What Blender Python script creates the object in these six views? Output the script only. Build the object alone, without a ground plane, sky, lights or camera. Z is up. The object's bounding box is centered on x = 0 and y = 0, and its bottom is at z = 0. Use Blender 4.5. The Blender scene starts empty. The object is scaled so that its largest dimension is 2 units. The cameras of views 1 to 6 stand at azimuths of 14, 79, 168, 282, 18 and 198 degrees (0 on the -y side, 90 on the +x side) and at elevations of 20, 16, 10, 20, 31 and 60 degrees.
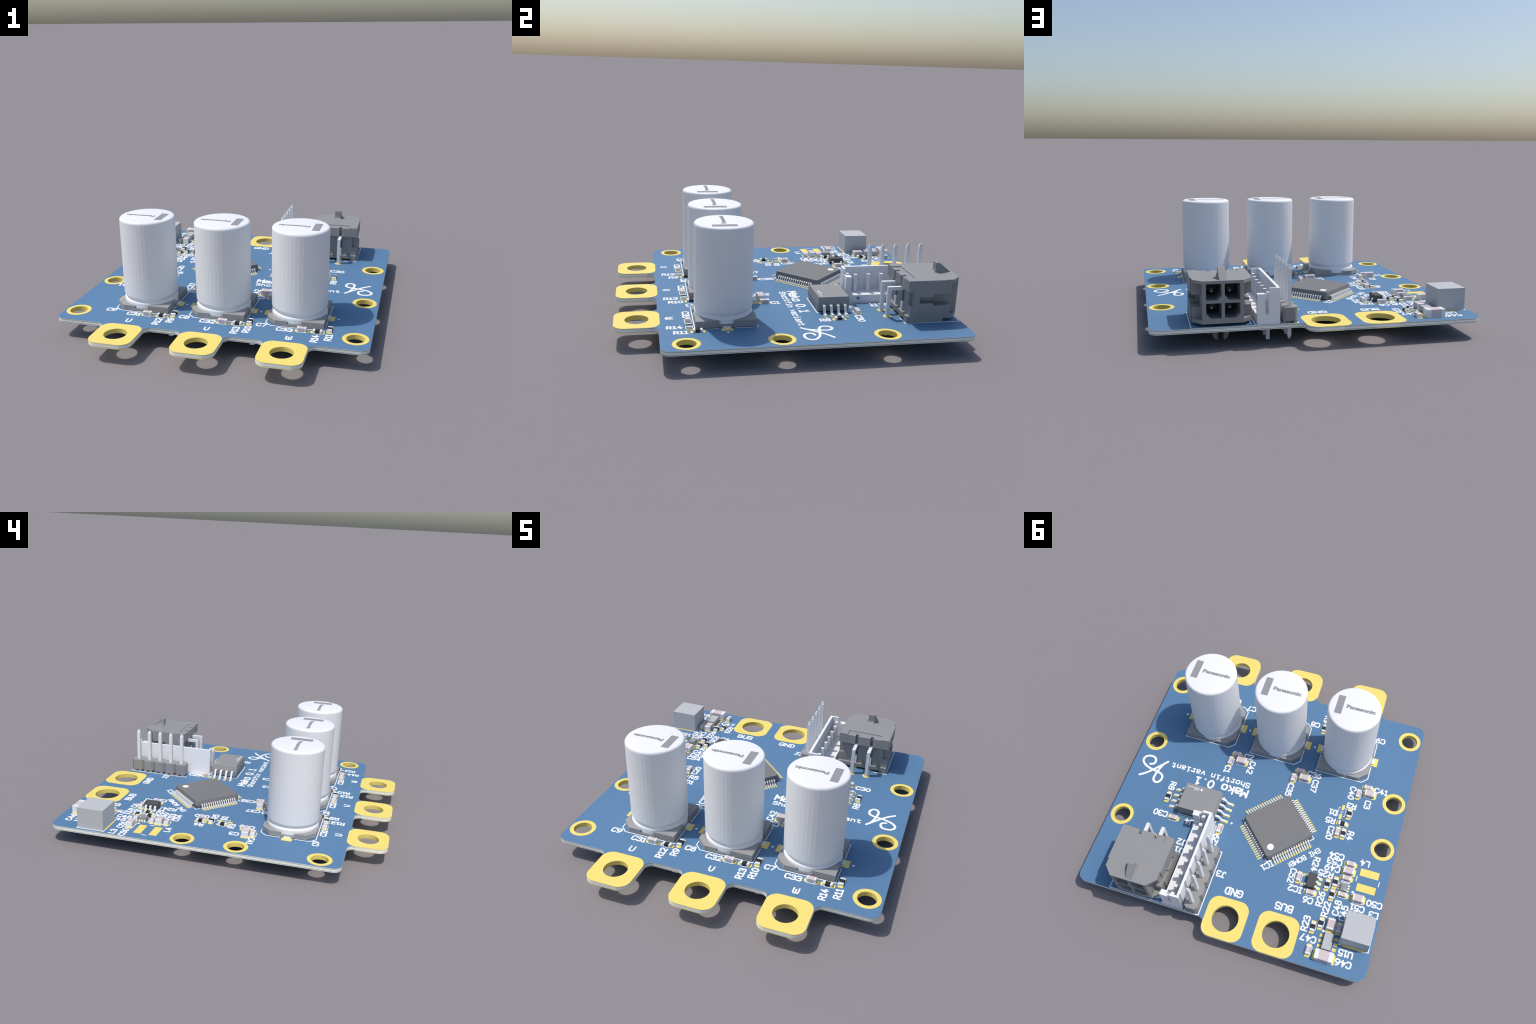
"""A motor controller circuit board, built in millimetres and scaled to the set."""
import bpy, bmesh, math
from math import sin, cos, pi, radians, hypot, atan2
from mathutils import Vector, Matrix

MM = 2.0 / 62.0          # scene metres per millimetre of the board
Z0 = 3.65                # height of the board's top face above the ground, mm
TH = 0.80                # board thickness, mm

# ------------------------------------------------------------------ materials
def material(name, rgb, rough=0.6, spec=0.25, grain=0.01, scale=60.0, metallic=0.0):
    m = bpy.data.materials.new(name)
    m.use_nodes = True
    nt = m.node_tree
    b = nt.nodes["Principled BSDF"]
    b.inputs["Roughness"].default_value = rough
    b.inputs["Metallic"].default_value = metallic
    b.inputs["Specular IOR Level"].default_value = spec
    tc = nt.nodes.new("ShaderNodeTexCoord")
    nz = nt.nodes.new("ShaderNodeTexNoise")
    nz.inputs["Scale"].default_value = scale
    nz.inputs["Detail"].default_value = 3.0
    rp = nt.nodes.new("ShaderNodeValToRGB")
    lo = [max(0.0, c * (1 - grain)) for c in rgb] + [1]
    hi = [min(1.0, c * (1 + grain)) for c in rgb] + [1]
    rp.color_ramp.elements[0].position, rp.color_ramp.elements[1].position = 0.3, 0.7
    rp.color_ramp.elements[0].color, rp.color_ramp.elements[1].color = lo, hi
    nt.links.new(tc.outputs["Object"], nz.inputs["Vector"])
    nt.links.new(nz.outputs["Fac"], rp.inputs["Fac"])
    nt.links.new(rp.outputs["Color"], b.inputs["Base Color"])
    return m

MASK = material("blue_solder_mask", (0.104, 0.215, 0.367), 0.55, 0.2, 0.012, 4)
FR4 = material("glass_laminate", (0.87, 0.89, 0.81), 0.7, 0.2)
FR4_PALE = material("pale_laminate", (0.92, 0.95, 0.94), 0.7, 0.2)
COPPER = material("inner_copper_edge", (0.13, 0.13, 0.10), 0.6, 0.2)
GOLD = material("gold_plating", (0.85, 0.69, 0.182), 0.5, 0.25, 0.01, 20)
SILK = material("white_ink", (0.90, 0.90, 0.90), 0.7, 0.1, 0.01)
CAN = material("white_can", (0.83, 0.83, 0.84), 0.5, 0.3, 0.01, 10)
PRINT = material("grey_print", (0.30, 0.30, 0.31), 0.7, 0.1, 0.01)
BASE = material("grey_base_plastic", (0.32, 0.32, 0.32), 0.65, 0.2, 0.006)
EPOXY = material("dark_grey_epoxy", (0.197, 0.197, 0.197), 0.6, 0.2, 0.006)
BLACK = material("black_epoxy", (0.09, 0.09, 0.09), 0.6, 0.2, 0.03)
GLAZE = material("black_resistor_glaze", (0.032, 0.032, 0.032), 0.6, 0.2, 0.03)
CERAMIC = material("pinkish_ceramic", (0.62, 0.53, 0.53), 0.6, 0.2, 0.006)
TIN = material("bright_tin", (0.78, 0.79, 0.81), 0.45, 0.35, 0.01)
FERRITE = material("light_grey_ferrite", (0.485, 0.495, 0.505), 0.6, 0.2, 0.006)
HOUSING = material("grey_housing_plastic", (0.285, 0.286, 0.286), 0.6, 0.2, 0.006)
HEADER = material("grey_header_plastic", (0.285, 0.285, 0.285), 0.6, 0.2, 0.006)
NYLON = material("white_nylon", (0.84, 0.84, 0.86), 0.6, 0.2, 0.01)
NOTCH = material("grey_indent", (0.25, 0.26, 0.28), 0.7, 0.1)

# ------------------------------------------------------------------ mesh tools
class Mesh:
    """Collects solids in millimetres, local to the part's own origin."""
    def __init__(self):
        self.v, self.f, self.m, self.flat = [], [], [], []

    def add(self, verts, faces, mat=0, flat=False):
        o = len(self.v)
        self.v += [tuple(p) for p in verts]
        self.f += [tuple(i + o for i in fc) for fc in faces]
        self.m += [mat] * len(faces)
        self.flat += [flat] * len(faces)
        return self

    def prism(self, poly, z0, z1, mat=0, axis="z", flat=False):
        """Extrude a convex or simple outline; axis z: (x,y)->z, y: (x,z)->y, x: (y,z)->x."""
        n = len(poly)
        def put(a, b, c):
            return {"z": (a, b, c), "y": (a, c, b), "x": (c, a, b)}[axis]
        vs = [put(a, b, z0) for a, b in poly] + [put(a, b, z1) for a, b in poly]
        fs = [tuple(range(n))[::-1], tuple(range(n, 2 * n))]
        fs += [(i, (i + 1) % n, n + (i + 1) % n, n + i) for i in range(n)]
        return self.add(vs, fs, mat, flat)

    def box(self, x0, x1, y0, y1, z0, z1, mat=0):
        return self.prism([(x0, y0), (x1, y0), (x1, y1), (x0, y1)], z0, z1, mat)

    def loft(self, loops, mat=0, cap=True, flat=False):
        n = len(loops[0])
        vs = [p for lp in loops for p in lp]
        fs = []
        for k in range(len(loops) - 1):
            a, b = k * n, (k + 1) * n
            fs += [(a + i, a + (i + 1) % n, b + (i + 1) % n, b + i) for i in range(n)]
        if cap:
            fs += [tuple(range(n))[::-1], tuple(range((len(loops) - 1) * n, len(loops) * n))]
        return self.add(vs, fs, mat, flat)

    def disc(self, x, y, r, z0, z1, n=24, mat=0):
        return self.prism([(x + r * cos(2 * pi * i / n), y + r * sin(2 * pi * i / n)) for i in range(n)], z0, z1, mat)

    def bent(self, path, width, thick, mat=0, side="y", at=0.0):
        """Strip bent along (s, z) points, extruded across its width."""
        up, dn = [], []
        for i, (s, z) in enumerate(path):
            a, b = path[max(i - 1, 0)], path[min(i + 1, len(path) - 1)]
            d1 = Vector((s - a[0], z - a[1])); d2 = Vector((b[0] - s, b[1] - z))
            if d1.length == 0: d1 = d2
            if d2.length == 0: d2 = d1
            n1 = Vector((-d1.y, d1.x)).normalized(); n2 = Vector((-d2.y, d2.x)).normalized()
            nn = (n1 + n2).normalized(); k = thick / 2 / max(nn.dot(n1), 0.4)
            up.append((s + nn.x * k, z + nn.y * k)); dn.append((s - nn.x * k, z - nn.y * k))
        w = width / 2
        loops = []
        for u, d in zip(up, dn):
            q = [(u, -w), (u, w), (d, w), (d, -w)]
            if side == "y":
                loops.append([(p[0], at + c, p[1]) for p, c in q])
            else:
                loops.append([(at + c, p[0], p[1]) for p, c in q])
        return self.loft(loops, mat)

    def lathe(self, prof, n, mat=0, x=0, y=0, flat_rows=()):
        rows = [[(x + r * cos(2 * pi * i / n), y + r * sin(2 * pi * i / n), z) for i in range(n)] for r, z in prof]
        for k in range(len(rows) - 1):
            self.loft(rows[k:k + 2], mat, cap=False, flat=k in flat_rows)
        return self

    def plate(self, outer, holes, z0, z1, mat=0):
        """Flat sheet with an outline and holes, filled and extruded."""
        bm = bmesh.new()
        for lp in [outer] + holes:
            vs = [bm.verts.new((a, b, 0)) for a, b in lp]
            for i in range(len(vs)):
                bm.edges.new((vs[i], vs[(i + 1) % len(vs)]))
        bmesh.ops.triangle_fill(bm, use_beauty=True, use_dissolve=False, edges=bm.edges[:])
        bm.verts.index_update()
        flat = [[v.index for v in f.verts] for f in bm.faces]
        pts = [(v.co.x, v.co.y) for v in bm.verts]
        bm.free()
        n = len(pts)
        def up(t):
            (ax, ay), (bx, by), (cx, cy) = (pts[i] for i in t[:3])
            return t if (bx - ax) * (cy - ay) - (by - ay) * (cx - ax) > 0 else t[::-1]
        top = [up(t) for t in flat]
        self.add([(a, b, z1) for a, b in pts] + [(a, b, z0) for a, b in pts],
                 top + [[i + n for i in t[::-1]] for t in top], mat)
        for lp in [outer] + holes:
            k = len(lp)
            self.add([(a, b, z1) for a, b in lp] + [(a, b, z0) for a, b in lp],
                     [(i, i + k, (i + 1) % k + k, (i + 1) % k) for i in range(k)], mat)
        return self

    def data(self, name, mats, angle=40, weld=True, fix=True):
        me = bpy.data.meshes.new(name)
        me.from_pydata([(a * MM, b * MM, c * MM) for a, b, c in self.v], [], self.f)
        me.polygons.foreach_set("material_index", self.m)
        me.polygons.foreach_set("use_smooth", [bool(angle) and not f for f in self.flat])
        for m in mats:
            me.materials.append(m)
        bm = bmesh.new(); bm.from_mesh(me)
        if weld:
            bmesh.ops.remove_doubles(bm, verts=bm.verts, dist=1e-7)
        if fix:
            bmesh.ops.recalc_face_normals(bm, faces=bm.faces)
        bm.to_mesh(me); bm.free()
        if angle:
            keep = [p.use_smooth for p in me.polygons]
            me.set_sharp_from_angle(angle=radians(angle))
            me.polygons.foreach_set("use_smooth", keep)
        return me

def place(name, me, parent=None, x=0, y=0, z=0, rot=0, kind=None):
    """Put mesh data in the scene. x, y, z are millimetres in the parent's frame."""
    o = bpy.data.objects.new(name, me)
    bpy.context.scene.collection.objects.link(o)
    o.parent = parent
    o.location = (x * MM, y * MM, z * MM)
    o.rotation_euler = (0, 0, radians(rot))
    if kind:
        o["kind"] = kind
    return o

def carve(mesh, cutters, mats):
    """Boolean difference of one solid by a list of solids."""
    a = place("blank", mesh.data("blank", mats, angle=0))
    tmp = []
    for c in cutters:
        b = place("cutter", c.data("cutter", mats, angle=0))
        md = a.modifiers.new("cut", "BOOLEAN")
        md.operation, md.solver, md.object = "DIFFERENCE", "EXACT", b
        tmp.append(b)
    dg = bpy.context.evaluated_depsgraph_get()
    me = bpy.data.meshes.new_from_object(a.evaluated_get(dg))
    for o in tmp + [a]:
        bpy.data.objects.remove(o)
    return me

def round_rect(cx, cy, w, h, r, n=8):
    pts = []
    for sx, sy, a0 in ((1, 1, 0), (-1, 1, 90), (-1, -1, 180), (1, -1, 270)):
        for i in range(n + 1):
            a = radians(a0 + 90 * i / n)
            pts.append((cx + sx * (w / 2 - r) + r * cos(a), cy + sy * (h / 2 - r) + r * sin(a)))
    return pts

def circle(cx, cy, r, n=24):
    return [(cx + r * cos(2 * pi * i / n), cy + r * sin(2 * pi * i / n)) for i in range(n)]

def rounded(pts, r, closed=False, step=15):
    """Polyline with each corner replaced by an arc; r is one radius or one per corner."""
    n = len(pts)
    rs = list(r) if isinstance(r, (list, tuple)) else [r] * n
    out = []
    for i in range(n):
        p = Vector(pts[i])
        if (not closed and i in (0, n - 1)) or rs[i] <= 0:
            out.append(tuple(p)); continue
        a = (Vector(pts[i - 1]) - p); b = (Vector(pts[(i + 1) % n]) - p)
        ang = a.angle(b)
        lim = min(a.length * (0.5 if closed or i > 1 else 1), b.length * (0.5 if closed or i < n - 2 else 1))
        t = min(rs[i] / math.tan(ang / 2), lim * 0.999)
        rad = t * math.tan(ang / 2)
        p0, p1 = p + a.normalized() * t, p + b.normalized() * t
        c = p + (a.normalized() + b.normalized()).normalized() * (rad / sin(ang / 2))
        k = max(1, int(round((180 - math.degrees(ang)) / step)))
        a0, a1 = atan2(p0.y - c.y, p0.x - c.x), atan2(p1.y - c.y, p1.x - c.x)
        d = (a1 - a0 + pi) % (2 * pi) - pi
        out += [(c.x + rad * cos(a0 + d * j / k), c.y + rad * sin(a0 + d * j / k)) for j in range(k + 1)]
    return out

# ------------------------------------------------------------------ printed strokes
class Ink:
    """Printed lines as thin raised ribbons; every piece sits a hair above the last."""
    def __init__(self, base=0.008):
        self.mesh, self.z, self.base, self.k = Mesh(), base, base, 0

    def level(self):
        self.k = (self.k + 1) % 9
        return self.base + 0.006 + 0.0022 * self.k

    def ribbon(self, pts, w, closed=False):
        p = [Vector(q) for q in pts]
        p = [q for i, q in enumerate(p) if i == 0 or (q - p[i - 1]).length > 1e-6]
        if closed and (p[0] - p[-1]).length < 1e-6:
            p.pop()
        n, h = len(p), w / 2
        z = self.level()
        top = []
        for i in range(n):
            a = p[(i - 1) % n] if closed or i > 0 else None
            b = p[(i + 1) % n] if closed or i < n - 1 else None
            d1 = (p[i] - a).normalized() if a is not None else (b - p[i]).normalized()
            d2 = (b - p[i]).normalized() if b is not None else d1
            m = (d1 + d2)
            m = m.normalized() if m.length > 1e-6 else d1
            nrm = Vector((-m.y, m.x))
            k = h / max(nrm.dot(Vector((-d1.y, d1.x))), 0.5)
            top.append((p[i] + nrm * k, p[i] - nrm * k))
        vs, fs = [], []
        for i, (l, r) in enumerate(top):
            zz = z + 0.0004 * i
            vs += [(l.x, l.y, zz), (r.x, r.y, zz), (r.x, r.y, self.base - 0.02), (l.x, l.y, self.base - 0.02)]
        for i in range(n if closed else n - 1):
            a, b = 4 * i, 4 * ((i + 1) % n)
            fs += [(a, a + 1, b + 1, b), (a + 1, a + 2, b + 2, b + 1), (a + 3, a, b, b + 3)]
        if not closed:
            for i, s in ((0, -1), (n - 1, 1)):
                d = (p[1] - p[0]).normalized() if i == 0 else (p[-1] - p[-2]).normalized()
                l, r = (top[i][1], top[i][0]) if i == 0 else (top[i][0], top[i][1])
                a0 = atan2(r.y - p[i].y, r.x - p[i].x)
                arc = [(p[i].x + h * cos(a0 + pi * j / 6), p[i].y + h * sin(a0 + pi * j / 6)) for j in range(7)]
                zz = z + 0.0004 * i
                o = len(vs)
                vs += [(x, y, zz) for x, y in arc] + [(x, y, self.base - 0.02) for x, y in arc]
                fs.append(tuple(range(o, o + 7)))
                fs += [(o + j, o + 7 + j, o + 8 + j, o + j + 1) for j in range(6)]
        self.mesh.add(vs, fs)

    def dot(self, x, y, r):
        self.mesh.disc(x, y, r, self.base - 0.02, self.level(), 18)

    def line(self, x0, y0, x1, y1, w=0.17):
        self.ribbon([(x0, y0), (x1, y1)], w)

# stroke alphabet on a cell of height 1: width, then strokes (corner points, corner radius, closed)
R = 0.24
GLYPH = {}
GLYPH["C"] = (0.70, [([(.70, .80), (.70, 1), (0, 1), (0, 0), (.70, 0), (.70, .20)], .30, 0)])
GLYPH["0"] = (0.68, [([(0, .30), (0, .70), (.20, 1), (.48, 1), (.68, .70), (.68, .30), (.48, 0), (.20, 0)], .14, 1)])
GLYPH["O"] = (0.68, [([(0, 0), (0, 1), (.68, 1), (.68, 0)], .26, 1)])
GLYPH["1"] = (0.44, [([(0, .80), (.24, 1)], 0, 0), ([(.24, 1), (.24, 0)], 0, 0), ([(0, 0), (.46, 0)], 0, 0)])
GLYPH["2"] = (0.66, [([(0, .82), (0, 1), (.64, 1), (.64, .62), (0, 0)], [0, R, R, .16, 0], 0), ([(0, 0), (.66, 0)], 0, 0)])
GLYPH["3"] = (0.66, [([(0, .86), (0, 1), (.63, 1), (.63, .54), (.25, .54)], R, 0), ([(.30, .54), (.66, .54), (.66, 0), (0, 0), (0, .14)], R, 0)])
GLYPH["4"] = (0.70, [([(.40, 1), (0, .30)], 0, 0), ([(0, .30), (.70, .30)], 0, 0), ([(.46, .62), (.46, 0)], 0, 0), ([(.20, .42), (.44, .42)], 0, 0), ([(.32, .58), (.42, .58)], 0, 0)])
GLYPH["5"] = (0.66, [([(.62, 1), (.06, 1)], 0, 0), ([(.06, 1), (.03, .56)], 0, 0), ([(.03, .56), (.30, .64), (.66, .60), (.66, 0), (0, 0), (0, .14)], [0, .1, R, R, R, 0], 0)])
GLYPH["6"] = (0.66, [([(.56, 1), (.30, .92), (.02, .60), (0, .30)], .2, 0), ([(0, 0), (0, .58), (.66, .58), (.66, 0)], R, 1)])
GLYPH["7"] = (0.66, [([(0, 1), (.66, 1)], 0, 0), ([(.66, 1), (.24, 0)], 0, 0)])
GLYPH["8"] = (0.66, [([(.05, .54), (.05, 1), (.61, 1), (.61, .54)], .21, 1), ([(0, 0), (0, .54), (.66, .54), (.66, 0)], R, 1)])
GLYPH["9"] = (0.66, [([(0, .42), (0, 1), (.66, 1), (.66, .42)], R, 1), ([(.66, .70), (.64, .40), (.36, .08), (.10, 0)], .2, 0)])
GLYPH["R"] = (0.68, [([(0, 0), (0, 1)], 0, 0), ([(0, 1), (.64, 1), (.64, .44), (0, .44)], R, 0), ([(.34, .44), (.68, 0)], 0, 0)])
GLYPH["I"] = (0.46, [([(.23, 0), (.23, 1)], 0, 0), ([(0, 1), (.46, 1)], 0, 0), ([(0, 0), (.46, 0)], 0, 0)])
GLYPH["J"] = (0.60, [([(.16, 1), (.60, 1)], 0, 0), ([(.44, 1), (.44, 0), (0, 0), (0, .16)], R, 0)])
GLYPH["L"] = (0.58, [([(0, 1), (0, 0)], 0, 0), ([(0, 0), (.58, 0)], 0, 0)])
GLYPH["U"] = (0.68, [([(0, 1), (0, 0), (.68, 0), (.68, 1)], R, 0)])
GLYPH["V"] = (0.66, [([(0, 1), (.04, .28), (.26, 0), (.40, 0), (.62, .28), (.66, 1)], .08, 0)])
GLYPH["W"] = (0.76, [([(0, 1), (0, 0), (.38, 0), (.38, .75)], .2, 0), ([(.38, .3), (.38, 0), (.76, 0), (.76, 1)], .2, 0)])
GLYPH["D"] = (0.68, [([(.10, 0), (.10, 1)], 0, 0), ([(0, 1), (.68, 1), (.68, 0), (0, 0)], .34, 0)])
GLYPH["B"] = (0.68, [([(0, 0), (0, 1)], 0, 0), ([(0, 1), (.62, 1), (.62, .53), (0, .53)], R, 0), ([(.30, .53), (.68, .53), (.68, 0), (0, 0)], R, 0)])
GLYPH["G"] = (0.70, [([(.70, .80), (.70, 1), (0, 1), (0, 0), (.70, 0), (.70, .46)], .28, 0), ([(.70, .46), (.38, .46)], 0, 0)])
GLYPH["N"] = (0.68, [([(0, 0), (0, 1)], 0, 0), ([(0, 1), (.68, 0)], 0, 0), ([(.68, 0), (.68, 1)], 0, 0)])
GLYPH["M"] = (0.76, [([(0, 0), (0, 1)], 0, 0), ([(0, 1), (.38, .38)], 0, 0), ([(.38, .38), (.76, 1)], 0, 0), ([(.76, 1), (.76, 0)], 0, 0)])
GLYPH["E"] = (0.60, [([(0, 0), (0, 1)], 0, 0), ([(0, 1), (.60, 1)], 0, 0), ([(0, .52), (.50, .52)], 0, 0), ([(0, 0), (.60, 0)], 0, 0)])
GLYPH["S"] = (0.66, [([(.64, .82), (.64, 1), (0, 1), (0, .54), (.66, .54), (.66, 0), (0, 0), (0, .18)], .22, 0)])
GLYPH["a"] = (0.62, [([(.06, .70), (.60, .70), (.60, 0)], .2, 0), ([(.60, .40), (0, .40), (0, 0), (.60, 0)], .17, 0)])
GLYPH["k"] = (0.60, [([(0, 0), (0, 1.02)], 0, 0), ([(0, .30), (.52, .70)], 0, 0), ([(.24, .42), (.60, 0)], 0, 0)])
GLYPH["o"] = (0.62, [([(0, 0), (0, .70), (.62, .70), (.62, 0)], .20, 1)])
GLYPH["h"] = (0.62, [([(0, 0), (0, 1.02)], 0, 0), ([(0, .68), (.62, .68), (.62, 0)], .24, 0)])
GLYPH["r"] = (0.62, [([(0, .70), (.18, .70), (.18, 0)], 0.02, 0), ([(.18, .44), (.30, .70), (.62, .70), (.62, .54)], .14, 0), ([(0, 0), (.44, 0)], 0, 0)])
GLYPH["t"] = (0.58, [([(.18, .98), (.18, 0), (.58, 0), (.58, .14)], .2, 0), ([(0, .70), (.52, .70)], 0, 0)])
GLYPH["f"] = (0.58, [([(.18, 0), (.18, 1), (.58, 1), (.58, .88)], .2, 0), ([(0, .64), (.50, .64)], 0, 0)])
GLYPH["i"] = (0.56, [([(.06, .70), (.28, .70), (.28, 0)], 0.02, 0), ([(0, 0), (.56, 0)], 0, 0), ([(.26, 1), (.29, 1)], 0, 0)])
GLYPH["n"] = (0.60, [([(0, 0), (0, .70)], 0, 0), ([(0, .68), (.60, .68), (.60, 0)], .22, 0)])
GLYPH["v"] = (0.62, [([(0, .70), (.31, 0)], 0, 0), ([(.31, 0), (.62, .70)], 0, 0)])
GLYPH["."] = (0.12, [([(.05, .02), (.08, .02)], 0, 0)])
GLYPH["!"] = (0.10, [([(.05, 1), (.05, .36)], 0, 0), ([(.04, .02), (.06, .02)], 0, 0)])
GLYPH[" "] = (0.55, [])

def write(text, size, stroke, gap=0.26, cell=None):
    """Lettering centred on its own origin."""
    ink, x, items = Ink(), 0.0, []
    for ch in text:
        w, strokes = GLYPH[ch]
        off = x + ((cell - w) / 2 if cell else 0)
        for pts, r, closed in strokes:
            items.append((rounded([(off + a, b) for a, b in pts], r, bool(closed)), closed))
        x += cell if cell else w + gap
    total = x - (0 if cell else gap)
    for pts, closed in items:
        ink.ribbon([((a - total / 2) * size, (b - 0.5) * size) for a, b in pts], stroke, bool(closed))
    return ink.mesh.data("lettering", [SILK], angle=0, weld=False, fix=False)

# ------------------------------------------------------------------ the thing itself
thing = bpy.data.objects.new("motor_controller_board", None)
bpy.context.scene.collection.objects.link(thing)
thing["label"] = "blue motor controller circuit board with three tall white capacitors"
thing["category"] = "circuit board"
root = bpy.data.objects.new("assembly", None)   # frame used only while placing; removed at the end

def on_board(name, me, x=0, y=0, z=0, rot=0, kind=None, parent=None):
    return place(name, me, parent or thing, x, y, z + Z0 if parent is None else z, rot, kind)

# ---- board outline (mm, centred on the bounding box)
XE, XL, YF, YB, YR = 27.93, -27.86, -23.65, 31.0, 28.06      # side edges, front edge, rear edge, stepped rear edge
TAB = 7.6                                        # square copper tabs
PHASES = (-14.43, 0.0, 14.43)
SUPPLY = (-1.15, -10.75)
TY, SY = -27.2, 27.2
def outline():
    p, r = [], []
    def c(x, y, rad):
        p.append((x, y)); r.append(rad)
    c(XL, YB, 2.0)
    c(XL, YF, 1.6)
    for cx in PHASES:
        c(cx - TAB / 2, YF, 1.25); c(cx - TAB / 2, TY - TAB / 2, 1.9)
        c(cx + TAB / 2, TY - TAB / 2, 1.9); c(cx + TAB / 2, YF, 1.25)
    c(XE, YF, 1.6)
    c(XE, YR, 1.6)
    gx = SUPPLY[0] + TAB / 2
    c(gx + 0.05, YR, 1.1); c(gx - 0.1, YB, 1.75)
    return rounded(p, r, True, step=9)
EDGE = outline()

def grown(d):
    """Outline pushed out by d so that stacked layers never share a side plane."""
    n, out = len(EDGE), []
    for i in range(n):
        a, b = Vector(EDGE[i - 1]), Vector(EDGE[(i + 1) % n])
        t = (b - a).normalized()
        out.append((EDGE[i][0] + t.y * -d * -1, EDGE[i][1] - t.x * d))
    return out
area = sum(EDGE[i - 1][0] * EDGE[i][1] - EDGE[i][0] * EDGE[i - 1][1] for i in range(len(EDGE)))
if area < 0:
    EDGE = EDGE[::-1]

SCREWS = [(-25.32, -19.6), (25.32, -19.6), (-25.32, -4.42), (25.32, -4.42), (-25.32, 5.71), (25.32, 13.27)]
R_SCREW, R_RING, R_TAB, R_SUP = 1.58, 2.25, 2.0, 2.47
holes = [(x, y, R_SCREW) for x, y in SCREWS] + [(x, TY, R_TAB) for x in PHASES] + [(x, SY, R_SUP) for x in SUPPLY]
def bored(extra):
    return [circle(x, y, r + extra, 24) for x, y, r in holes]

board = on_board("laminate_sheet", Mesh().plate(EDGE, bored(.03), -TH + .012, -.012).data("laminate_sheet", [FR4], angle=30))
for nm, z0, z1 in (("solder_mask", -.012, 0.0), ("solder_mask", -TH, -TH + .012)):
    on_board(nm, Mesh().plate(grown(.004), bored(.02), z0, z1).data(nm, [MASK], angle=30))
for z in (-.165, -.635):
    on_board("copper_layer", Mesh().plate(grown(.008), bored(.025), z - .03, z + .03).data("copper_layer", [COPPER], angle=30))

def barrel(outer, cx, cy, r, n=24):
    """Plated hole: top and bottom lands joined by a plated wall."""
    m = Mesh()
    for z0, z1 in ((-.02, .02), (-TH - .02, -TH + .02)):
        m.plate(outer, [circle(cx, cy, r + .006, n)], z0, z1)
    m.lathe([(r, .021), (r, -TH - .021)], n, 0, cx, cy, flat_rows=(0,))
    m.lathe([(r + .012, .021), (r, .021)], n, 0, cx, cy).lathe([(r + .012, -TH - .021), (r, -TH - .021)], n, 0, cx, cy)
    return m

for x, y in SCREWS:
    on_board("mounting_ring", barrel(circle(0, 0, R_RING, 48), 0, 0, R_SCREW).data("mounting_ring", [GOLD], angle=0, fix=False), x, y)
for group, cy, r in ((PHASES, TY, R_TAB), (SUPPLY, SY, R_SUP)):
    for cx in group:
        w = TAB + .03
        m = barrel(round_rect(0, 0, w, w, 1.9, 10), 0, 0, r)
        for z in (-.165, -.635):
            m.plate(round_rect(0, 0, w, w, 1.9, 10), [circle(0, 0, r + .01)], z - .034, z + .034)
        pad = on_board("terminal_land", m.data("terminal_land", [GOLD], angle=0, fix=False), cx, cy)
        w = TAB + .022
        place("laminate_core", Mesh().plate(round_rect(0, 0, w, w, 1.9, 10), [circle(0, 0, r + .02)], -.60, -.20).data("laminate_core", [FR4_PALE], angle=30), pad)

pads, marks = Mesh(), Ink()
def land(x, y, w, h, r=0.2, rot=0):
    c, s = cos(radians(rot)), sin(radians(rot))
    pts = round_rect(0, 0, w, h, min(r, w / 2 - .001, h / 2 - .001), 5)
    lift = .0012 * (len(pads.f) % 7)      # overlapping lands never share a plane
    pads.prism([(x + a * c - b * s, y + a * s + b * c) for a, b in pts], -.02 - lift, .017 + lift)

# ------------------------------------------------------------------ tall electrolytic capacitors
def can_profile():
    p = [(0.0, 16.8), (4.56, 16.8)]
    p += [(4.56 + .44 * sin(radians(a)), 16.36 + .44 * cos(radians(a))) for a in (18, 36, 54, 72)]
    p += [(5.0, 16.36), (5.0, 2.5)]
    p += [(4.97, 2.36), (4.88, 2.2), (4.76, 2.06), (4.68, 1.97), (4.66, 1.85), (4.70, 1.72)]
    p += [(4.66 + .34 * sin(radians(a)), 1.32 + .38 * cos(radians(a))) for a in (18, 36, 54, 72)]
    p += [(5.0, 1.32), (5.0, 0.56), (0.0, 0.56)]
    return p
PROF = can_profile()
rows = [i for i in range(len(PROF) - 1) if PROF[i][0] == 5.0 and PROF[i + 1][0] == 5.0]
can_me = Mesh().lathe(PROF, 44, flat_rows=rows).data("can", [CAN], angle=40)

def cap_base():
    B, CH, S = 5.12, 1.70, 1.28
    low, high, floor, sill = 1.02, 1.28, 0.10, 0.50
    # closed lower tray, then four raised corner pieces around the can, split by a slot on every side
    m = Mesh()
    plan = [(B, -B), (B, B), (-B + CH, B), (-B, B - CH), (-B, -B + CH), (-B + CH, -B)]
    m.prism(plan, floor, sill)
    r = 5.06
    def corner(sx, sy, top, chamfer):
        pts = [(sx * B, sy * S)]
        pts += [(sx * B, sy * (B - CH)), (sx * (B - CH), sy * B)] if chamfer else [(sx * B, sy * B)]
        pts += [(sx * S, sy * B)]
        a0, a1 = math.asin(S / r), pi / 2 - math.asin(S / r)
        arc = [(sx * r * cos(a0 + (a1 - a0) * i / 10), sy * r * sin(a0 + (a1 - a0) * i / 10)) for i in range(11)]
        m.prism(pts + arc[::-1], sill - .01, top)
    for sy in (1, -1):
        corner(1, sy, high, False)
        corner(-1, sy, low, True)
    return m.data("base", [BASE], angle=0)
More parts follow.
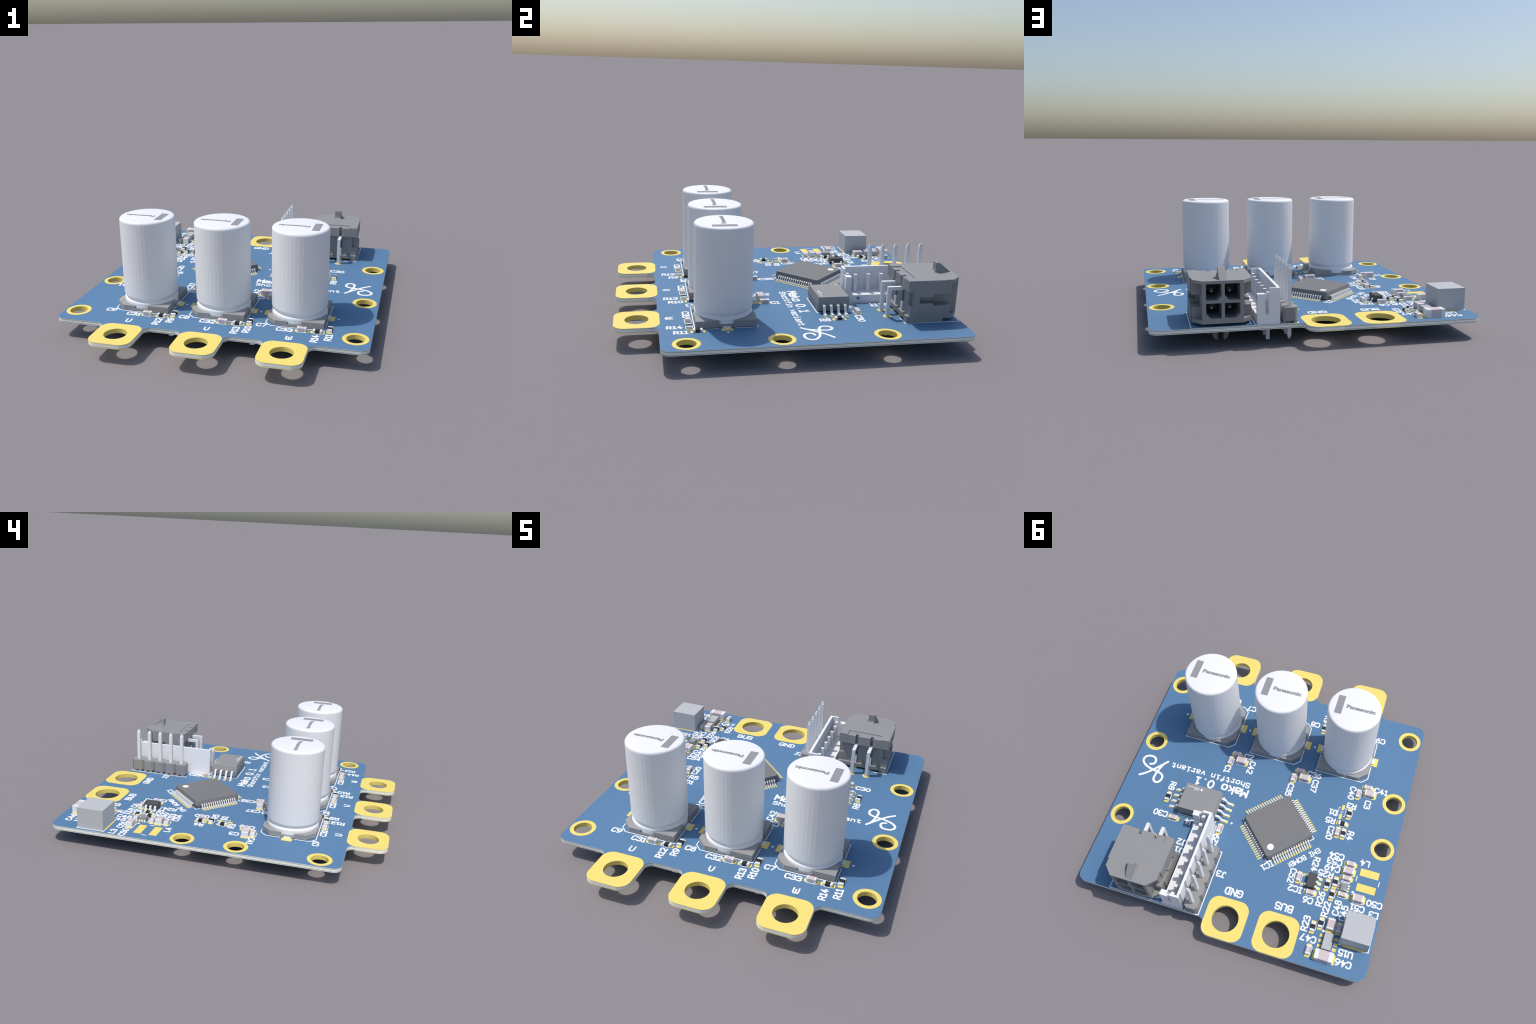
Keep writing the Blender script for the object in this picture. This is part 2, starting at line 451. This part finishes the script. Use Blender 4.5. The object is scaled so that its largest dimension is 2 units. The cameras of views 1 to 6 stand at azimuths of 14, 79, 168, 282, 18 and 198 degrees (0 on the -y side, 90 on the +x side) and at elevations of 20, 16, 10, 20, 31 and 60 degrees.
base_me = cap_base()
term_me = Mesh().box(0, .62, -.62, .62, 0.01, .30).data("terminal", [TIN], angle=0)
bar_me = Mesh().box(2.2, 3.53, -2.3, 1.86, 16.75, 16.815).data("polarity_mark", [PRINT], angle=0)

def type_text(body, size, bold, mat, name, sx=1.0):
    cu = bpy.data.curves.new(name, "FONT")
    cu.body, cu.size, cu.offset, cu.extrude = body, size * MM, bold * MM, 0.02 * MM
    cu.resolution_u = 4
    ob = bpy.data.objects.new(name, cu)
    bpy.context.scene.collection.objects.link(ob)
    dg = bpy.context.evaluated_depsgraph_get()
    me = bpy.data.meshes.new_from_object(ob.evaluated_get(dg))
    bpy.data.objects.remove(ob)
    for v in me.vertices:
        v.co.x *= sx
    me.materials.clear(); me.materials.append(mat)
    return me
maker_me = type_text("Panasonic", 1.08, 0.058, PRINT, "maker_lettering")
xs = [v.co.x for v in maker_me.vertices]
k = 5.5 * MM / (max(xs) - min(xs)); x_min = min(xs)
for v in maker_me.vertices:
    v.co.x = (v.co.x - x_min) * k

CAPS = ((14.55, "C7"), (0.42, "C8"), (-13.77, "C9"))
CY = -12.6
for cx, _ in CAPS:
    can = on_board("electrolytic_capacitor", can_me, cx, CY)
    place("base", base_me, can)
    place("terminal", term_me, can, x=5.0)
    place("terminal", term_me, can, x=-5.0, rot=180)
    place("polarity_mark", bar_me, can)
    place("maker_lettering", maker_me, can, x=1.6, y=.18, z=16.8, rot=180)
    for s in (1, -1):
        land(cx + s * 4.4, CY, 3.9, 1.95, .02)
        marks.line(cx + 5.3, CY + s * 1.35, cx + 5.3, CY + s * 5.25)
        marks.line(cx + 5.3, CY + s * 5.25, cx - 4.2, CY + s * 5.25)
        marks.line(cx - 4.2, CY + s * 5.25, cx - 5.27, CY + s * 4.2)
        marks.line(cx - 5.27, CY + s * 4.2, cx - 5.27, CY + s * 1.35)
    marks.dot(cx + 7.0, CY, .23)

# ------------------------------------------------------------------ chip resistors and capacitors
def chip(L, W, H, e, body, lift=0.0):
    """Body mesh and one end cap mesh (cap grows from x = L/2 - e outwards)."""
    b = Mesh().box(-L / 2 + e, L / 2 - e, -W / 2 + .012, W / 2 - .012, .03 + lift, H - .012).data("chip_body", [body], angle=0)
    g = .05
    c = Mesh().loft([[(x, -W / 2 + k, .02 + k), (x, W / 2 - k, .02 + k), (x, W / 2 - k, H - k), (x, -W / 2 + k, H - k)]
                     for x, k in ((L / 2 - e - .03, 0.0), (L / 2 - g, 0.0), (L / 2, g * .7))]).data("end_cap", [TIN], angle=0)
    return b, c
SIZE = {}   # kind: meshes, pad gap centre, pad length, pad width, outline half length, outline half width
SIZE["R"] = (chip(1.6, .82, .47, .36, GLAZE), .78, .86, .92, .5, .56)
SIZE["C"] = (chip(1.6, .82, .70, .26, CERAMIC), .78, .86, .92, .8, .56)
SIZE["M"] = (chip(2.0, 1.28, 1.02, .26, CERAMIC), .92, .88, 1.45, .9, .78)
SIZE["B"] = (chip(3.3, 1.75, 1.42, .70, CERAMIC), 1.52, 1.02, 1.80, 1.2, .95)
CHIPS = {
    "R8": ("R", 18.10, 7.13, 90), "C30": ("C", 15.33, 11.2, 0), "C1": ("C", 8.82, -4.25, 90), "C2": ("C", 8.02, -6.1, 0),
    "C42": ("M", 6.59, -4.75, 0), "C29": ("C", 5.85, 10.8, 90), "C35": ("C", -4.65, -4.2, 90), "C36": ("C", -5.58, -6.1, 0),
    "C37": ("M", -6.85, -4.75, 0), "C41": ("C", -19.68, -6.3, 0), "C40": ("C", -18.05, -4.45, 90), "C3": ("M", -20.25, -4.95, 0),
    "R3": ("R", -17.42, 0.3, 90), "R5": ("R", -16.67, 2.73, 0), "C20": ("C", -16.2, 4.73, 90), "R4": ("R", -17.33, 4.75, 90),
    "C52": ("C", -11.68, 15.7, 90), "C6": ("C", -14.55, 17.98, 0), "R26": ("R", -17.09, 15.57, 90), "R25": ("R", -18.44, 14.7, 90),
    "R24": ("R", -18.42, 17.2, 90), "C54": ("C", -20.33, 10.42, 0), "C53": ("M", -20.27, 11.93, 0), "C49": ("C", -20.26, 13.37, 0),
    "C51": ("C", -20.27, 16.65, 0), "C50": ("M", -23.22, 16.62, 0), "R23": ("R", -16.72, 23.97, 90), "R22": ("R", -17.95, 22.92, 90),
    "C48": ("M", -19.75, 22.72, 90), "C45": ("C", -21.30, 22.9, 90), "C47": ("C", -17.1, 28.22, 90), "C46": ("B", -19.98, 28.6, 0),
}
for i, (p, num) in enumerate(((-13.77, (31, 12, 9)), (.36, (32, 13, 10)), (14.45, (33, 14, 11)))):
    CHIPS["C%d" % num[0]] = ("C", p + 1.62, -18.74, 0)
    CHIPS["R%d" % num[1]] = ("R", p + 4.33, -18.72, 0)
    CHIPS["R%d" % num[2]] = ("R", p + 6.3, -17.45, 90)
for ref, (kind, x, y, rot) in CHIPS.items():
    (b, c), pc, pl, pw, ol, ow = SIZE[kind]
    body = on_board("chip_resistor" if kind == "R" else "ceramic_capacitor", b, x, y, 0.0, rot)
    place("end_cap", c, body)
    place("end_cap", c, body, rot=180)
    ca, sa = cos(radians(rot)), sin(radians(rot))
    for s in (1, -1):
        land(x + s * pc * ca, y + s * pc * sa, pl, pw, .22, rot)
        a, bq = (-ol, ol), s * ow
        marks.line(x + a[0] * ca - bq * sa, y + a[0] * sa + bq * ca, x + a[1] * ca - bq * sa, y + a[1] * sa + bq * ca, .1)
# gate resistors on the underside, ends showing below the front edge
for cx in PHASES:
    u = on_board("chip_resistor", SIZE["R"][0][0], cx - 5.95, -22.5, -TH, 90)
    u.rotation_euler = (pi, 0, radians(90))
    for rr in (0, 180):
        place("end_cap", SIZE["R"][0][1], u, rot=rr)

# power transistors on the underside, two per phase, close to the output tabs
fet_me = Mesh().loft([[(x, y, z) for x, y in ((-a, -b), (a, -b), (a, b), (-a, b))] for a, b, z in
      ((1.9, 1.6, -.05), (1.98, 1.68, -.6), (1.98, 1.68, -.8), (1.9, 1.6, -1.3))]).data("power_transistor", [GLAZE], angle=0)
low_me = Mesh().loft([[(x, y, z) for x, y in ((-a, -b), (a, -b), (a, b), (-a, b))] for a, b, z in
      ((2.45, 2.85, -.05), (2.5, 2.9, -.5), (2.4, 2.8, -1.0))]).data("power_transistor", [GLAZE], angle=0)
for cx in PHASES:
    q = on_board("power_transistor", fet_me, cx - 3.0, -20.9, -TH)
    place("cooling_tab", Mesh().box(-1.6, 1.6, 1.5, 2.3, -.4, -.03).data("cooling_tab", [TIN], angle=0), q)
    on_board("power_transistor", low_me, cx + 3.4, -10.0, -TH)

# ------------------------------------------------------------------ quad flat microcontroller, set at 45 degrees
def octo(h, c):
    return [(h - c, -h), (h, -h + c), (h, h - c), (h - c, h), (-h + c, h), (-h, h - c), (-h, -h + c), (-h + c, -h)]
mcu = on_board("microcontroller", Mesh().loft([[(a, b, z) for a, b in octo(h, .32)] for h, z in ((4.86, .14), (4.97, .72), (4.97, .86), (4.82, 1.56))]).data("microcontroller", [EPOXY], angle=0), -5.03, 7.38, 0, 45)
lead_me = Mesh().bent([(4.9, .80), (5.18, .80), (5.34, .72), (5.46, .20), (5.58, .10), (6.0, .10)], .22, .13).data("lead", [TIN], angle=0)
place("index_dot", Mesh().disc(0, 0, .64, 1.5, 1.572, 32).data("index_dot", [SILK], angle=0), mcu, x=3.34, y=3.27)
for side in range(4):
    for i in range(16):
        off = (i - 7.5) * .5
        a = radians(side * 90)
        place("lead", lead_me, mcu, x=-off * sin(a), y=off * cos(a), rot=side * 90)
        t = a + radians(45)
        land(-5.03 + 5.68 * cos(t) - off * sin(t), 7.38 + 5.68 * sin(t) + off * cos(t), 1.5, .3, .15, side * 90 + 45)
for q in range(4):
    t = radians(45 + 90 * q)
    def spin(u, v):
        return (-5.03 + u * cos(t) - v * sin(t), 7.38 + u * sin(t) + v * cos(t))
    marks.line(*spin(5.1, 5.1), *spin(5.1, 4.2)); marks.line(*spin(5.1, 5.1), *spin(4.2, 5.1))

# ------------------------------------------------------------------ wide eight pin isolator
iso = on_board("isolator_chip", Mesh().loft([[(x0, y0, z), (x1, y0, z), (x1, y1, z), (x0, y1, z)] for x0, x1, y0, y1, z in
      ((-3.62, 3.62, -2.72, 2.72, .22), (-3.76, 3.76, -2.86, 2.86, 1.35), (-3.76, 3.76, -2.86, 2.86, 1.6), (-3.45, 3.66, -2.76, 2.76, 2.62), (-3.3, 3.62, -2.74, 2.74, 2.82))]).data("isolator_chip", [HOUSING], angle=0), 10.98, 7.04)
iso_lead = Mesh().bent([(3.6, 1.46), (4.18, 1.46), (4.40, 1.34), (4.82, .34), (5.02, .18), (5.82, .17)], .42, .26).data("lead", [TIN], angle=0)
for s, rot in ((1, 0), (-1, 180)):
    for i in range(4):
        y = (i - 1.5) * 1.27
        place("lead", iso_lead, iso, y=y, rot=rot)
        land(10.98 + s * 5.27, 7.04 + y, 1.82, .6, .29 if (s, i) != (-1, 3) else .02)
place("index_dot", Mesh().disc(0, 0, .17, 2.75, 2.832, 16).data("index_dot", [SILK], angle=0), iso, x=-2.8, y=2.35)
for txt, dy in (("TEXAS", .12), ("INSTRUMENTS", -.22)):
    me = type_text(txt, .36, .004, SILK, "maker_lettering", 1.0)
    place("maker_lettering", me, iso, x=.85, y=-2.0 + dy, z=2.815)
place("maker_mark", Mesh().prism([(-.3, .1), (-.05, .1), (-.05, .32), (.12, .32), (.12, .12), (.32, .1), (.2, -.12), (.02, -.35), (-.08, -.12)], 2.78, 2.832).data("maker_mark", [SILK], angle=0), iso, x=.35, y=-1.98)
for s in (1, -1):
    marks.line(7.2, 7.04 + s * 2.96, 14.75, 7.04 + s * 2.96)
    marks.line(14.75, 7.04 + s * 2.96, 14.75, 7.04 + s * 2.3)
for y in (4.55, 5.77, 7.04, 8.31, 9.55):
    marks.line(7.1, y - .22, 7.1, y + .22)
marks.dot(4.02, 8.94, .22)

# ------------------------------------------------------------------ small regulators
sot = on_board("voltage_reference", Mesh().loft([[(x, y, z) for x, y in ((-a, -b), (a, -b), (a, b), (-a, b))] for a, b, z in
      ((.74, 1.40, .15), (.84, 1.47, .6), (.84, 1.47, .78), (.72, 1.38, 1.27))]).data("voltage_reference", [BLACK], angle=0), -14.17, 15.86)
sot_lead = Mesh().bent([(.7, .68), (1.02, .68), (1.12, .58), (1.18, .16), (1.28, .08), (1.52, .08)], .42, .14).data("lead", [TIN], angle=0)
for s, ys in ((1, (-.95, .95)), (-1, (-.95, 0, .95))):
    for y in ys:
        place("lead", sot_lead, sot, y=y, rot=0 if s > 0 else 180)
        land(-14.17 + s * 1.33, 15.86 + y, 1.12, .6, .22)
place("index_dot", Mesh().disc(0, 0, .1, 1.2, 1.272, 12).data("index_dot", [GLAZE], angle=0), sot, x=-.5, y=1.05)
marks.dot(-15.45, 17.62, .27)
marks.line(-13.3, 14.1, -15.0, 14.1); marks.line(-13.3, 17.6, -14.9, 17.6)

drv = on_board("converter_chip", Mesh().box(-.6, .6, -.77, .77, .04, .74).data("converter_chip", [HOUSING], angle=0), -20.26, 15.28)
place("index_dot", Mesh().disc(0, 0, .11, .7, .752, 12).data("index_dot", [SILK], angle=0), drv, x=-.3, y=.48)
dl = Mesh().bent([(.55, .30), (.66, .28), (.72, .10), (.86, .09)], .24, .1).data("lead", [TIN], angle=0)
for s, rot in ((1, 0), (-1, 180)):
    for y in (-.5, 0, .5):
        place("lead", dl, drv, y=y, rot=rot)
        land(-20.22 + s * .80, 15.14 + y, .52, .3, .12)
marks.line(-19.45, 14.18, -21.0, 14.18); marks.dot(-21.98, 15.56, .25)

reg = on_board("regulator_chip", Mesh().box(-.82, .82, -1.52, 1.52, .03, 1.0).data("regulator_chip", [FERRITE], angle=0), -20.0, 25.88)
for i in range(4):
    for s in (1, -1):
        land(-20.04 + s * 1.36, 24.95 + .96 * i, .72, .56, .02)
marks.dot(-18.74, 24.11, .25)

coil = on_board("power_inductor", Mesh().box(-2.56, 2.56, -2.57, 2.57, .04, 4.0).data("power_inductor", [FERRITE], angle=0), -24.62, 22.91)
for s in (1, -1):
    land(-24.65, 22.95 + s * 2.2, 4.1, 1.3, .02)
    marks.line(-27.3, 22.91 + s * 2.68, -26.85, 22.91 + s * 2.68); marks.line(-21.95, 22.91 + s * 2.68, -22.4, 22.91 + s * 2.68)
    marks.line(-24.62 + s * 2.68, 20.2, -24.62 + s * 2.68, 25.62)
# unpopulated inductor and diode footprints
for y in (11.26, 14.3):
    land(-24.16, y, 3.55, 1.48, .02)
marks.line(-22.04, 12.3, -22.04, 13.2, .16); marks.line(-26.25, 12.3, -26.25, 13.2, .16)
land(-15.96, -.78, .55, 1.12, .1); land(-15.88, 1.3, .55, 1.12, .1)
for s in (1, -1):
    x = -15.91 + s * .73
    marks.line(x, -.67, x, 1.1, .1); marks.line(x, -.67, x - s * .28, -.67, .1); marks.line(x, 1.1, x - s * .28, 1.1, .1)
marks.ribbon([(-16.15, .08), (-15.67, .08), (-15.91, .45)], .06, True); marks.line(-16.15, .5, -15.67, .5, .06)

# ------------------------------------------------------------------ four way power connector with latch ramp
JX = 16.12
def power_housing():
    plan = [(5.03, 18.04), (5.03, 24.8), (4.83, 24.8), (4.83, 26.22), (3.34, 27.79)]
    plan = plan + [(-x, y) for x, y in plan[::-1]]
    blank = Mesh().prism(plan, .05, 7.55)
    cuts = []
    def cut(*b):
        cuts.append(Mesh().box(*b))
    for s in (1, -1):
        def side(x0, x1, *b):
            cut(min(s * x0, s * x1), max(s * x0, s * x1), *b)
        side(3.36, 6, 22.7, 29, 3.02, 5.06)                # middle groove beside the sockets
        side(3.9, 6, 20.2, 22.75, 3.45, 4.6)
        side(3.37, 6, 25.95, 29, 1.18, 7.02)               # set back between the two chamfered lips
        side(4.0, 6, 18.4, 19.15, 3.0, 5.5)                 # corner pockets at the rear
        side(-.1, .6 + .1, 0, 1, 20, 21)
    cut(-6, 6, 24.76, 29, -1, .52)                          # front overhangs the board
    cut(-6, 6, 17, 18.62, 1.22, 5.55)                   # rear wall below the roof
    cut(-3.7, 3.7, 17, 20.0, -1, .5)
    cut(-3.45, 3.35, 17, 19.8, 7.39, 8)                     # shallow panel on the roof
    for px in (-1.5, 1.5):
        cut(px - .3, px + .3, 17, 18.95, 5.0, 8)            # roof slots above the pins
        cut(px - .42, px + .42, 17, 19.5, 1.24, 5.0)          # rear pin channels
    for px in (-1.5, 1.5):
        o = 1 if px > 0 else -1
        w = 1.25
        upper = [(px - w, 4.36), (px + w, 4.36), (px + w, 7.06), (px - w, 7.06)]
        lower = [(px - w, 1.38), (px + w, 1.38), (px + w, 3.88), (px - w, 3.88)]
        up = [(-o * w, 5.08), (-o * (w - .72), 4.36), (o * w, 4.36), (o * w, 7.06), (-o * w, 7.06)]
        lo = [(o * w, 2.12), (o * (w - .74), 1.38), (-o * w, 1.38), (-o * w, 3.88), (o * w, 3.88)]
        for poly in (up, lo):
            cuts.append(Mesh().prism([(px + a, z) for a, z in poly], 20.9, 30, axis="y"))
    me = carve(blank, cuts, [HOUSING])
    return me
j1 = on_board("power_connector", power_housing(), JX, 0)
ramp = [(24.25, 7.5)] + [(24.72 - .45 * cos(radians(a)), 8.0 - .46 * sin(radians(a)) ) for a in (90, 60, 30, 0)][:1]
latch = [(24.2, 7.52), (24.45, 7.58), (24.62, 7.74), (24.7, 8.0), (24.7, 9.28), (25.28, 9.28), (27.55, 7.53)]
place("latch_ramp", Mesh().prism(latch, -.64, .58, axis="x").data("latch_ramp", [HOUSING], angle=0), j1)
for s in (1, -1):
    m = Mesh()
    foot = [(24.75, 7.5), (26.3, 7.5), (25.2, 8.7), (24.75, 8.7)]
    flare = [[(s * (.6 if z > 7.6 else 1.0), y, z) for y, z in ((24.75, 7.53), (26.9, 7.53))], ]
    m.add([(s * .55, 24.72, 7.53), (s * .55, 27.2, 7.53), (s * .55, 25.3, 8.6), (s * .55, 24.72, 8.6), (s * .95, 25.0, 7.53), (s * .95, 26.3, 7.53)],
          [(0, 1, 5, 4), (1, 2, 5), (2, 3, 4, 5), (3, 0, 4), (0, 3, 2, 1)])
    place("latch_rib", m.data("latch_rib", [HOUSING], angle=0), j1)
for px in (-1.5, 1.5):
    for z, yb in ((5.17, 15.98), (2.36, 18.72)):
        m = Mesh().bent([(23.6, z), (yb, z), (yb, -3.45)], .62, .62, side="x")
        tip = Mesh().loft([[(-a, y, z - a), (a, y, z - a), (a, y, z + a), (-a, y, z + a)] for a, y in ((.31, 23.59), (.17, 24.6))])
        m.prism([(-.2, -.2), (.2, -.2), (.2, .2), (-.2, .2)], -3.66 + 0.01, -3.40)
        m2 = Mesh(); m2.v = [(a, b + (yb if i >= 12 else 0), c) for i, (a, b, c) in enumerate(m.v)]; m2.f, m2.m, m2.flat = m.f, m.m, m.flat
        m2.add(tip.v, tip.f)
        place("contact_pin", m2.data("contact_pin", [TIN], angle=0), j1, x=px)
        pads.plate(circle(JX + px, yb, .73, 24), [circle(JX + px, yb, .30, 12)], -.02, .02)
for s in (1, -1):
    half = [(s * .48, -.7), (s * 1.55, -.7), (s * 1.5, -1.9), (s * 1.25, -2.8), (s * .95, -3.2), (s * .62, -3.33), (s * .48, -3.33)]
    place("locating_peg", Mesh().prism(half, 22.6, 24.0, axis="y").data("locating_peg", [HOUSING], angle=0), j1)
for a, b in (((10.93, 27.87), (21.32, 27.87)), ((21.32, 27.87), (21.32, 17.93)), ((21.32, 17.93), (18.7, 17.93)), ((10.93, 27.87), (10.93, 17.93)), ((10.93, 17.93), (13.4, 17.93))):
    marks.line(*a, *b)

# ------------------------------------------------------------------ six way shrouded header
XC, YC = 8.70, 19.11
def shroud():
    x0, x1, h = -1.9, 1.9, 8.66
    blank = Mesh().box(x0, x1, -h, h, .04, 6.0)
    cuts = [Mesh().box(x0 + .5, 5, -h + .4, h - .4, 1.52, 9),                # bay open to one side
            Mesh().box(-.07, 5, -h - 1, h + 1, 5.05, 9)]                     # lower end posts
    cuts += [Mesh().box(.35, 5, -h + 1.02, h - 1.02, 1.56, 9)]
    for s in (1, -1):
        e = s * h
        cuts.append(Mesh().box(-.07, .32, min(e - s * .9, e + s), max(e - s * .9, e + s), 1.62, 9))   # polarising slots
        cuts.append(Mesh().box(.30, .62, min(e - s * .9, e + s), max(e - s * .9, e + s), 1.62, 4.2))
    cuts.append(Mesh().prism([(-6.63, 1.17), (-5.75, 1.17), (-6.19, .46)], 1.84, 2.2, axis="x"))
    return carve(blank, cuts, [NYLON])
j2 = on_board("shrouded_header", shroud(), XC, YC)
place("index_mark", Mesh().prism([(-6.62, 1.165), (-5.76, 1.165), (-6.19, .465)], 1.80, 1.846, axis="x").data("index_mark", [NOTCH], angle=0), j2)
for s in (1, -1):    # posts behind the slots thicken the end walls
    place("end_post", Mesh().box(.64, 1.87, *sorted((s * 8.63, s * 7.62)), 1.0, 5.03).data("end_post", [NYLON], angle=0), j2)
pin6 = Mesh().loft([[(-.3, -.3, z), (.3, -.3, z), (.3, .3, z), (-.3, .3, z)] for z in (-3.2, 4.85)]).data("contact_pin", [TIN], angle=0)
for i in range(6):
    place("contact_pin", pin6, j2, x=-.27, y=(i - 2.5) * 2.5)
    pads.plate(circle(XC - .27, YC + (i - 2.5) * 2.5, .8, 20), [circle(XC - .27, YC + (i - 2.5) * 2.5, .3, 12)], -.02, .02)
for s in (1, -1):
    place("rib", Mesh().box(-.62, -.04, *sorted((s * 7.60, s * 8.2)), 1.2, 5.08).data("rib", [NYLON], angle=0), j2)
for s in (1, -1):
    marks.line(6.62, YC + s * 8.78, 10.8, YC + s * 8.78)
marks.line(6.62, 10.3, 6.62, 14.9); marks.line(10.8, 10.3, 10.8, 27.9)

# ------------------------------------------------------------------ five pin header
HX, HY = 5.07, 21.63
def header_block():
    """One outline with a V notch between neighbours, chamfered ends."""
    left, w, q = [], 1.27, .48
    ys = [-6.35 + 2.54 * i for i in range(6)]
    for i in range(5):
        a, b = ys[i], ys[i + 1]
        left += [(w - q, a), (w, a + q), (w, b - q)]
    left += [(w - q, ys[5])]
    return left + [(-x, y) for x, y in left[::-1]]
blk = header_block()
m = Mesh().prism(blk, .42, 2.66)
for i in range(5):
    yc = (i - 2) * 2.54
    for s in (1, -1):
        for t in (1, -1):
            m.box(*sorted((s * .55, s * 1.2)), *sorted((yc + t * .22, yc + t * 1.0)), .02, .43)
j3 = on_board("pin_header", m.data("pin_header", [HEADER], angle=0), HX, HY)
pin5 = Mesh().loft([[(-a, -a, z), (a, -a, z), (a, a, z), (-a, a, z)] for a, z in ((.13, -2.9), (.32, -2.35), (.32, 8.9), (.13, 9.53))]).data("contact_pin", [TIN], angle=0)
for i in range(5):
    place("contact_pin", pin5, j3, y=(i - 2) * 2.54)
    pads.plate(circle(HX, HY + (i - 2) * 2.54, .85, 20), [circle(HX, HY + (i - 2) * 2.54, .3, 12)], -.02, .02)
for a, b in (((3.74, 15.2), (3.74, 28.0)), ((3.74, 28.0), (6.42, 28.0)), ((6.42, 28.0), (6.42, 15.2)), ((3.74, 15.2), (4.6, 15.2))):
    marks.line(*a, *b)

# ------------------------------------------------------------------ lettering
TAGS = {
    "C1": (8.89, -2.33, 90), "C2": (5.59, -6.33, 180), "C42": (4.36, -4.03, 90), "C35": (-4.65, -1.48, 90), "R8": (18.18, 4.61, 90),
    "C30": (18.15, 10.88, 0), "U4": (12.01, 11.12, 0), "C29": (5.89, 13.47, 270), "C36": (-8.49, -6.2, 180), "C37": (-9.19, -3.73, 90),
    "C41": (-22.29, -6.39, 180), "C40": (-16.81, -4.41, 90), "C3": (-20.35, -2.74, 90), "R3": (-17.41, -1.54, 0), "D1": (-14.32, .8, 0),
    "R5": (-14.23, 2.64, 0), "C20": (-14.87, 5.22, 90), "R4": (-18.75, 4.73, 90), "C54": (-17.33, 9.47, 0), "C53": (-17.25, 10.73, 0),
    "C49": (-17.21, 12.14, 0), "R25": (-16.27, 13.59, 0), "R24": (-13.94, 12.31, 90), "C52": (-10.37, 15.74, 90), "IC2": (-11.64, 18.06, 0),
    "C6": (-14.5, 19.46, 0), "R26": (-16.62, 18.54, 270), "R22": (-18.11, 20.12, 270), "C48": (-19.94, 19.3, 270), "C45": (-21.35, 19.9, 270),
    "C51": (-23.52, 18.29, 0), "C50": (-26.32, 16.7, 0), "L4": (-22.8, 9.41, 0), "L3": (-26.62, 18.67, 0), "R23": (-15.3, 23.68, 270),
    "C47": (-16.49, 26.19, 0), "U15": (-23.54, 26.91, 0), "C46": (-23.56, 28.67, 0), "J3": (2.44, 19.4, 0), "J2": (11.93, 15.5, 0),
    "J1": (11.84, 17.2, 0), "C9": (-19.5, -18.02, 0), "C31": (-14.74, -18.83, 0), "R12": (-9.43, -20.89, 90), "R9": (-7.37, -19.92, 90),
    "C8": (-5.37, -18.04, 0), "C32": (-.77, -18.82, 0), "R13": (4.88, -21.08, 90), "R10": (6.78, -20.27, 90), "C7": (8.82, -17.95, 0),
    "C33": (13.09, -18.89, 0), "R14": (18.67, -21.1, 90), "R11": (20.85, -20.19, 90),
}
for text, (x, y, rot) in TAGS.items():
    on_board("lettering", write(text, 1.06, .27), x, y, 0, rot)
for text, x, y in (("U", -14.5, -21.62), ("V", 0.0, -21.68), ("W", 14.45, -21.8)):
    on_board("lettering", write(text, 1.16, .27), x, y)
for text, x in (("GND", -1.07), ("BUS", -10.73)):
    on_board("lettering", write(text, 1.24, .29), x, 22.05)
on_board("lettering", write("IC1", 1.06, .24), -5.33, 15.2, 0, 45)
on_board("lettering", write("EMI BOMB!", .90, .20), -11.55, 11.65, 0, 45)
on_board("lettering", write("Mako 0.1", 1.58, .38, cell=.90), 8.75, 2.0)
on_board("lettering", write("Shortfin variant", 1.06, .25, cell=1.005), 11.68, .1)

def smooth_path(pts, n=8):
    """Catmull-Rom curve through the control points."""
    out, P = [], [Vector(p) for p in pts]
    P = [2 * P[0] - P[1]] + P + [2 * P[-1] - P[-2]]
    for i in range(1, len(P) - 2):
        a, b, c, d = P[i - 1:i + 3]
        for j in range(n):
            t = j / n
            out.append(tuple(.5 * ((2 * b) + (c - a) * t + (2 * a - 5 * b + 4 * c - d) * t * t + (3 * b - a - 3 * c + d) * t ** 3)))
    return out + [tuple(P[-2])]
mono = Ink()
mono.ribbon(smooth_path([(21.1, -.4), (21.81, .53), (22.28, 2.0), (22.49, 3.16), (22.5, 4.16), (22.04, 4.71), (21.45, 4.72), (20.96, 4.09), (20.95, 3.21), (21.53, 2.66),
                         (22.51, 2.4), (23.68, 2.21), (25.06, 1.75), (25.97, 1.03), (26.17, .31), (25.84, -.31), (25.17, -.63), (24.27, -.59), (23.74, -.16), (23.6, .5), (23.88, 1.0), (24.45, 1.19)]), .44)
mono.ribbon(smooth_path([(21.1, -.4), (22.3, 1.01), (23.51, 2.38), (24.48, 3.33), (25.57, 4.11)]), .44)
on_board("monogram", mono.mesh.data("monogram", [SILK], angle=0, weld=False, fix=False))

on_board("solder_pads", pads.data("solder_pads", [GOLD], angle=0, fix=False), kind="stuff")
on_board("outline_marks", marks.mesh.data("outline_marks", [SILK], angle=0, weld=False, fix=False), kind="stuff")

bpy.data.objects.remove(root)
bpy.context.view_layer.update()
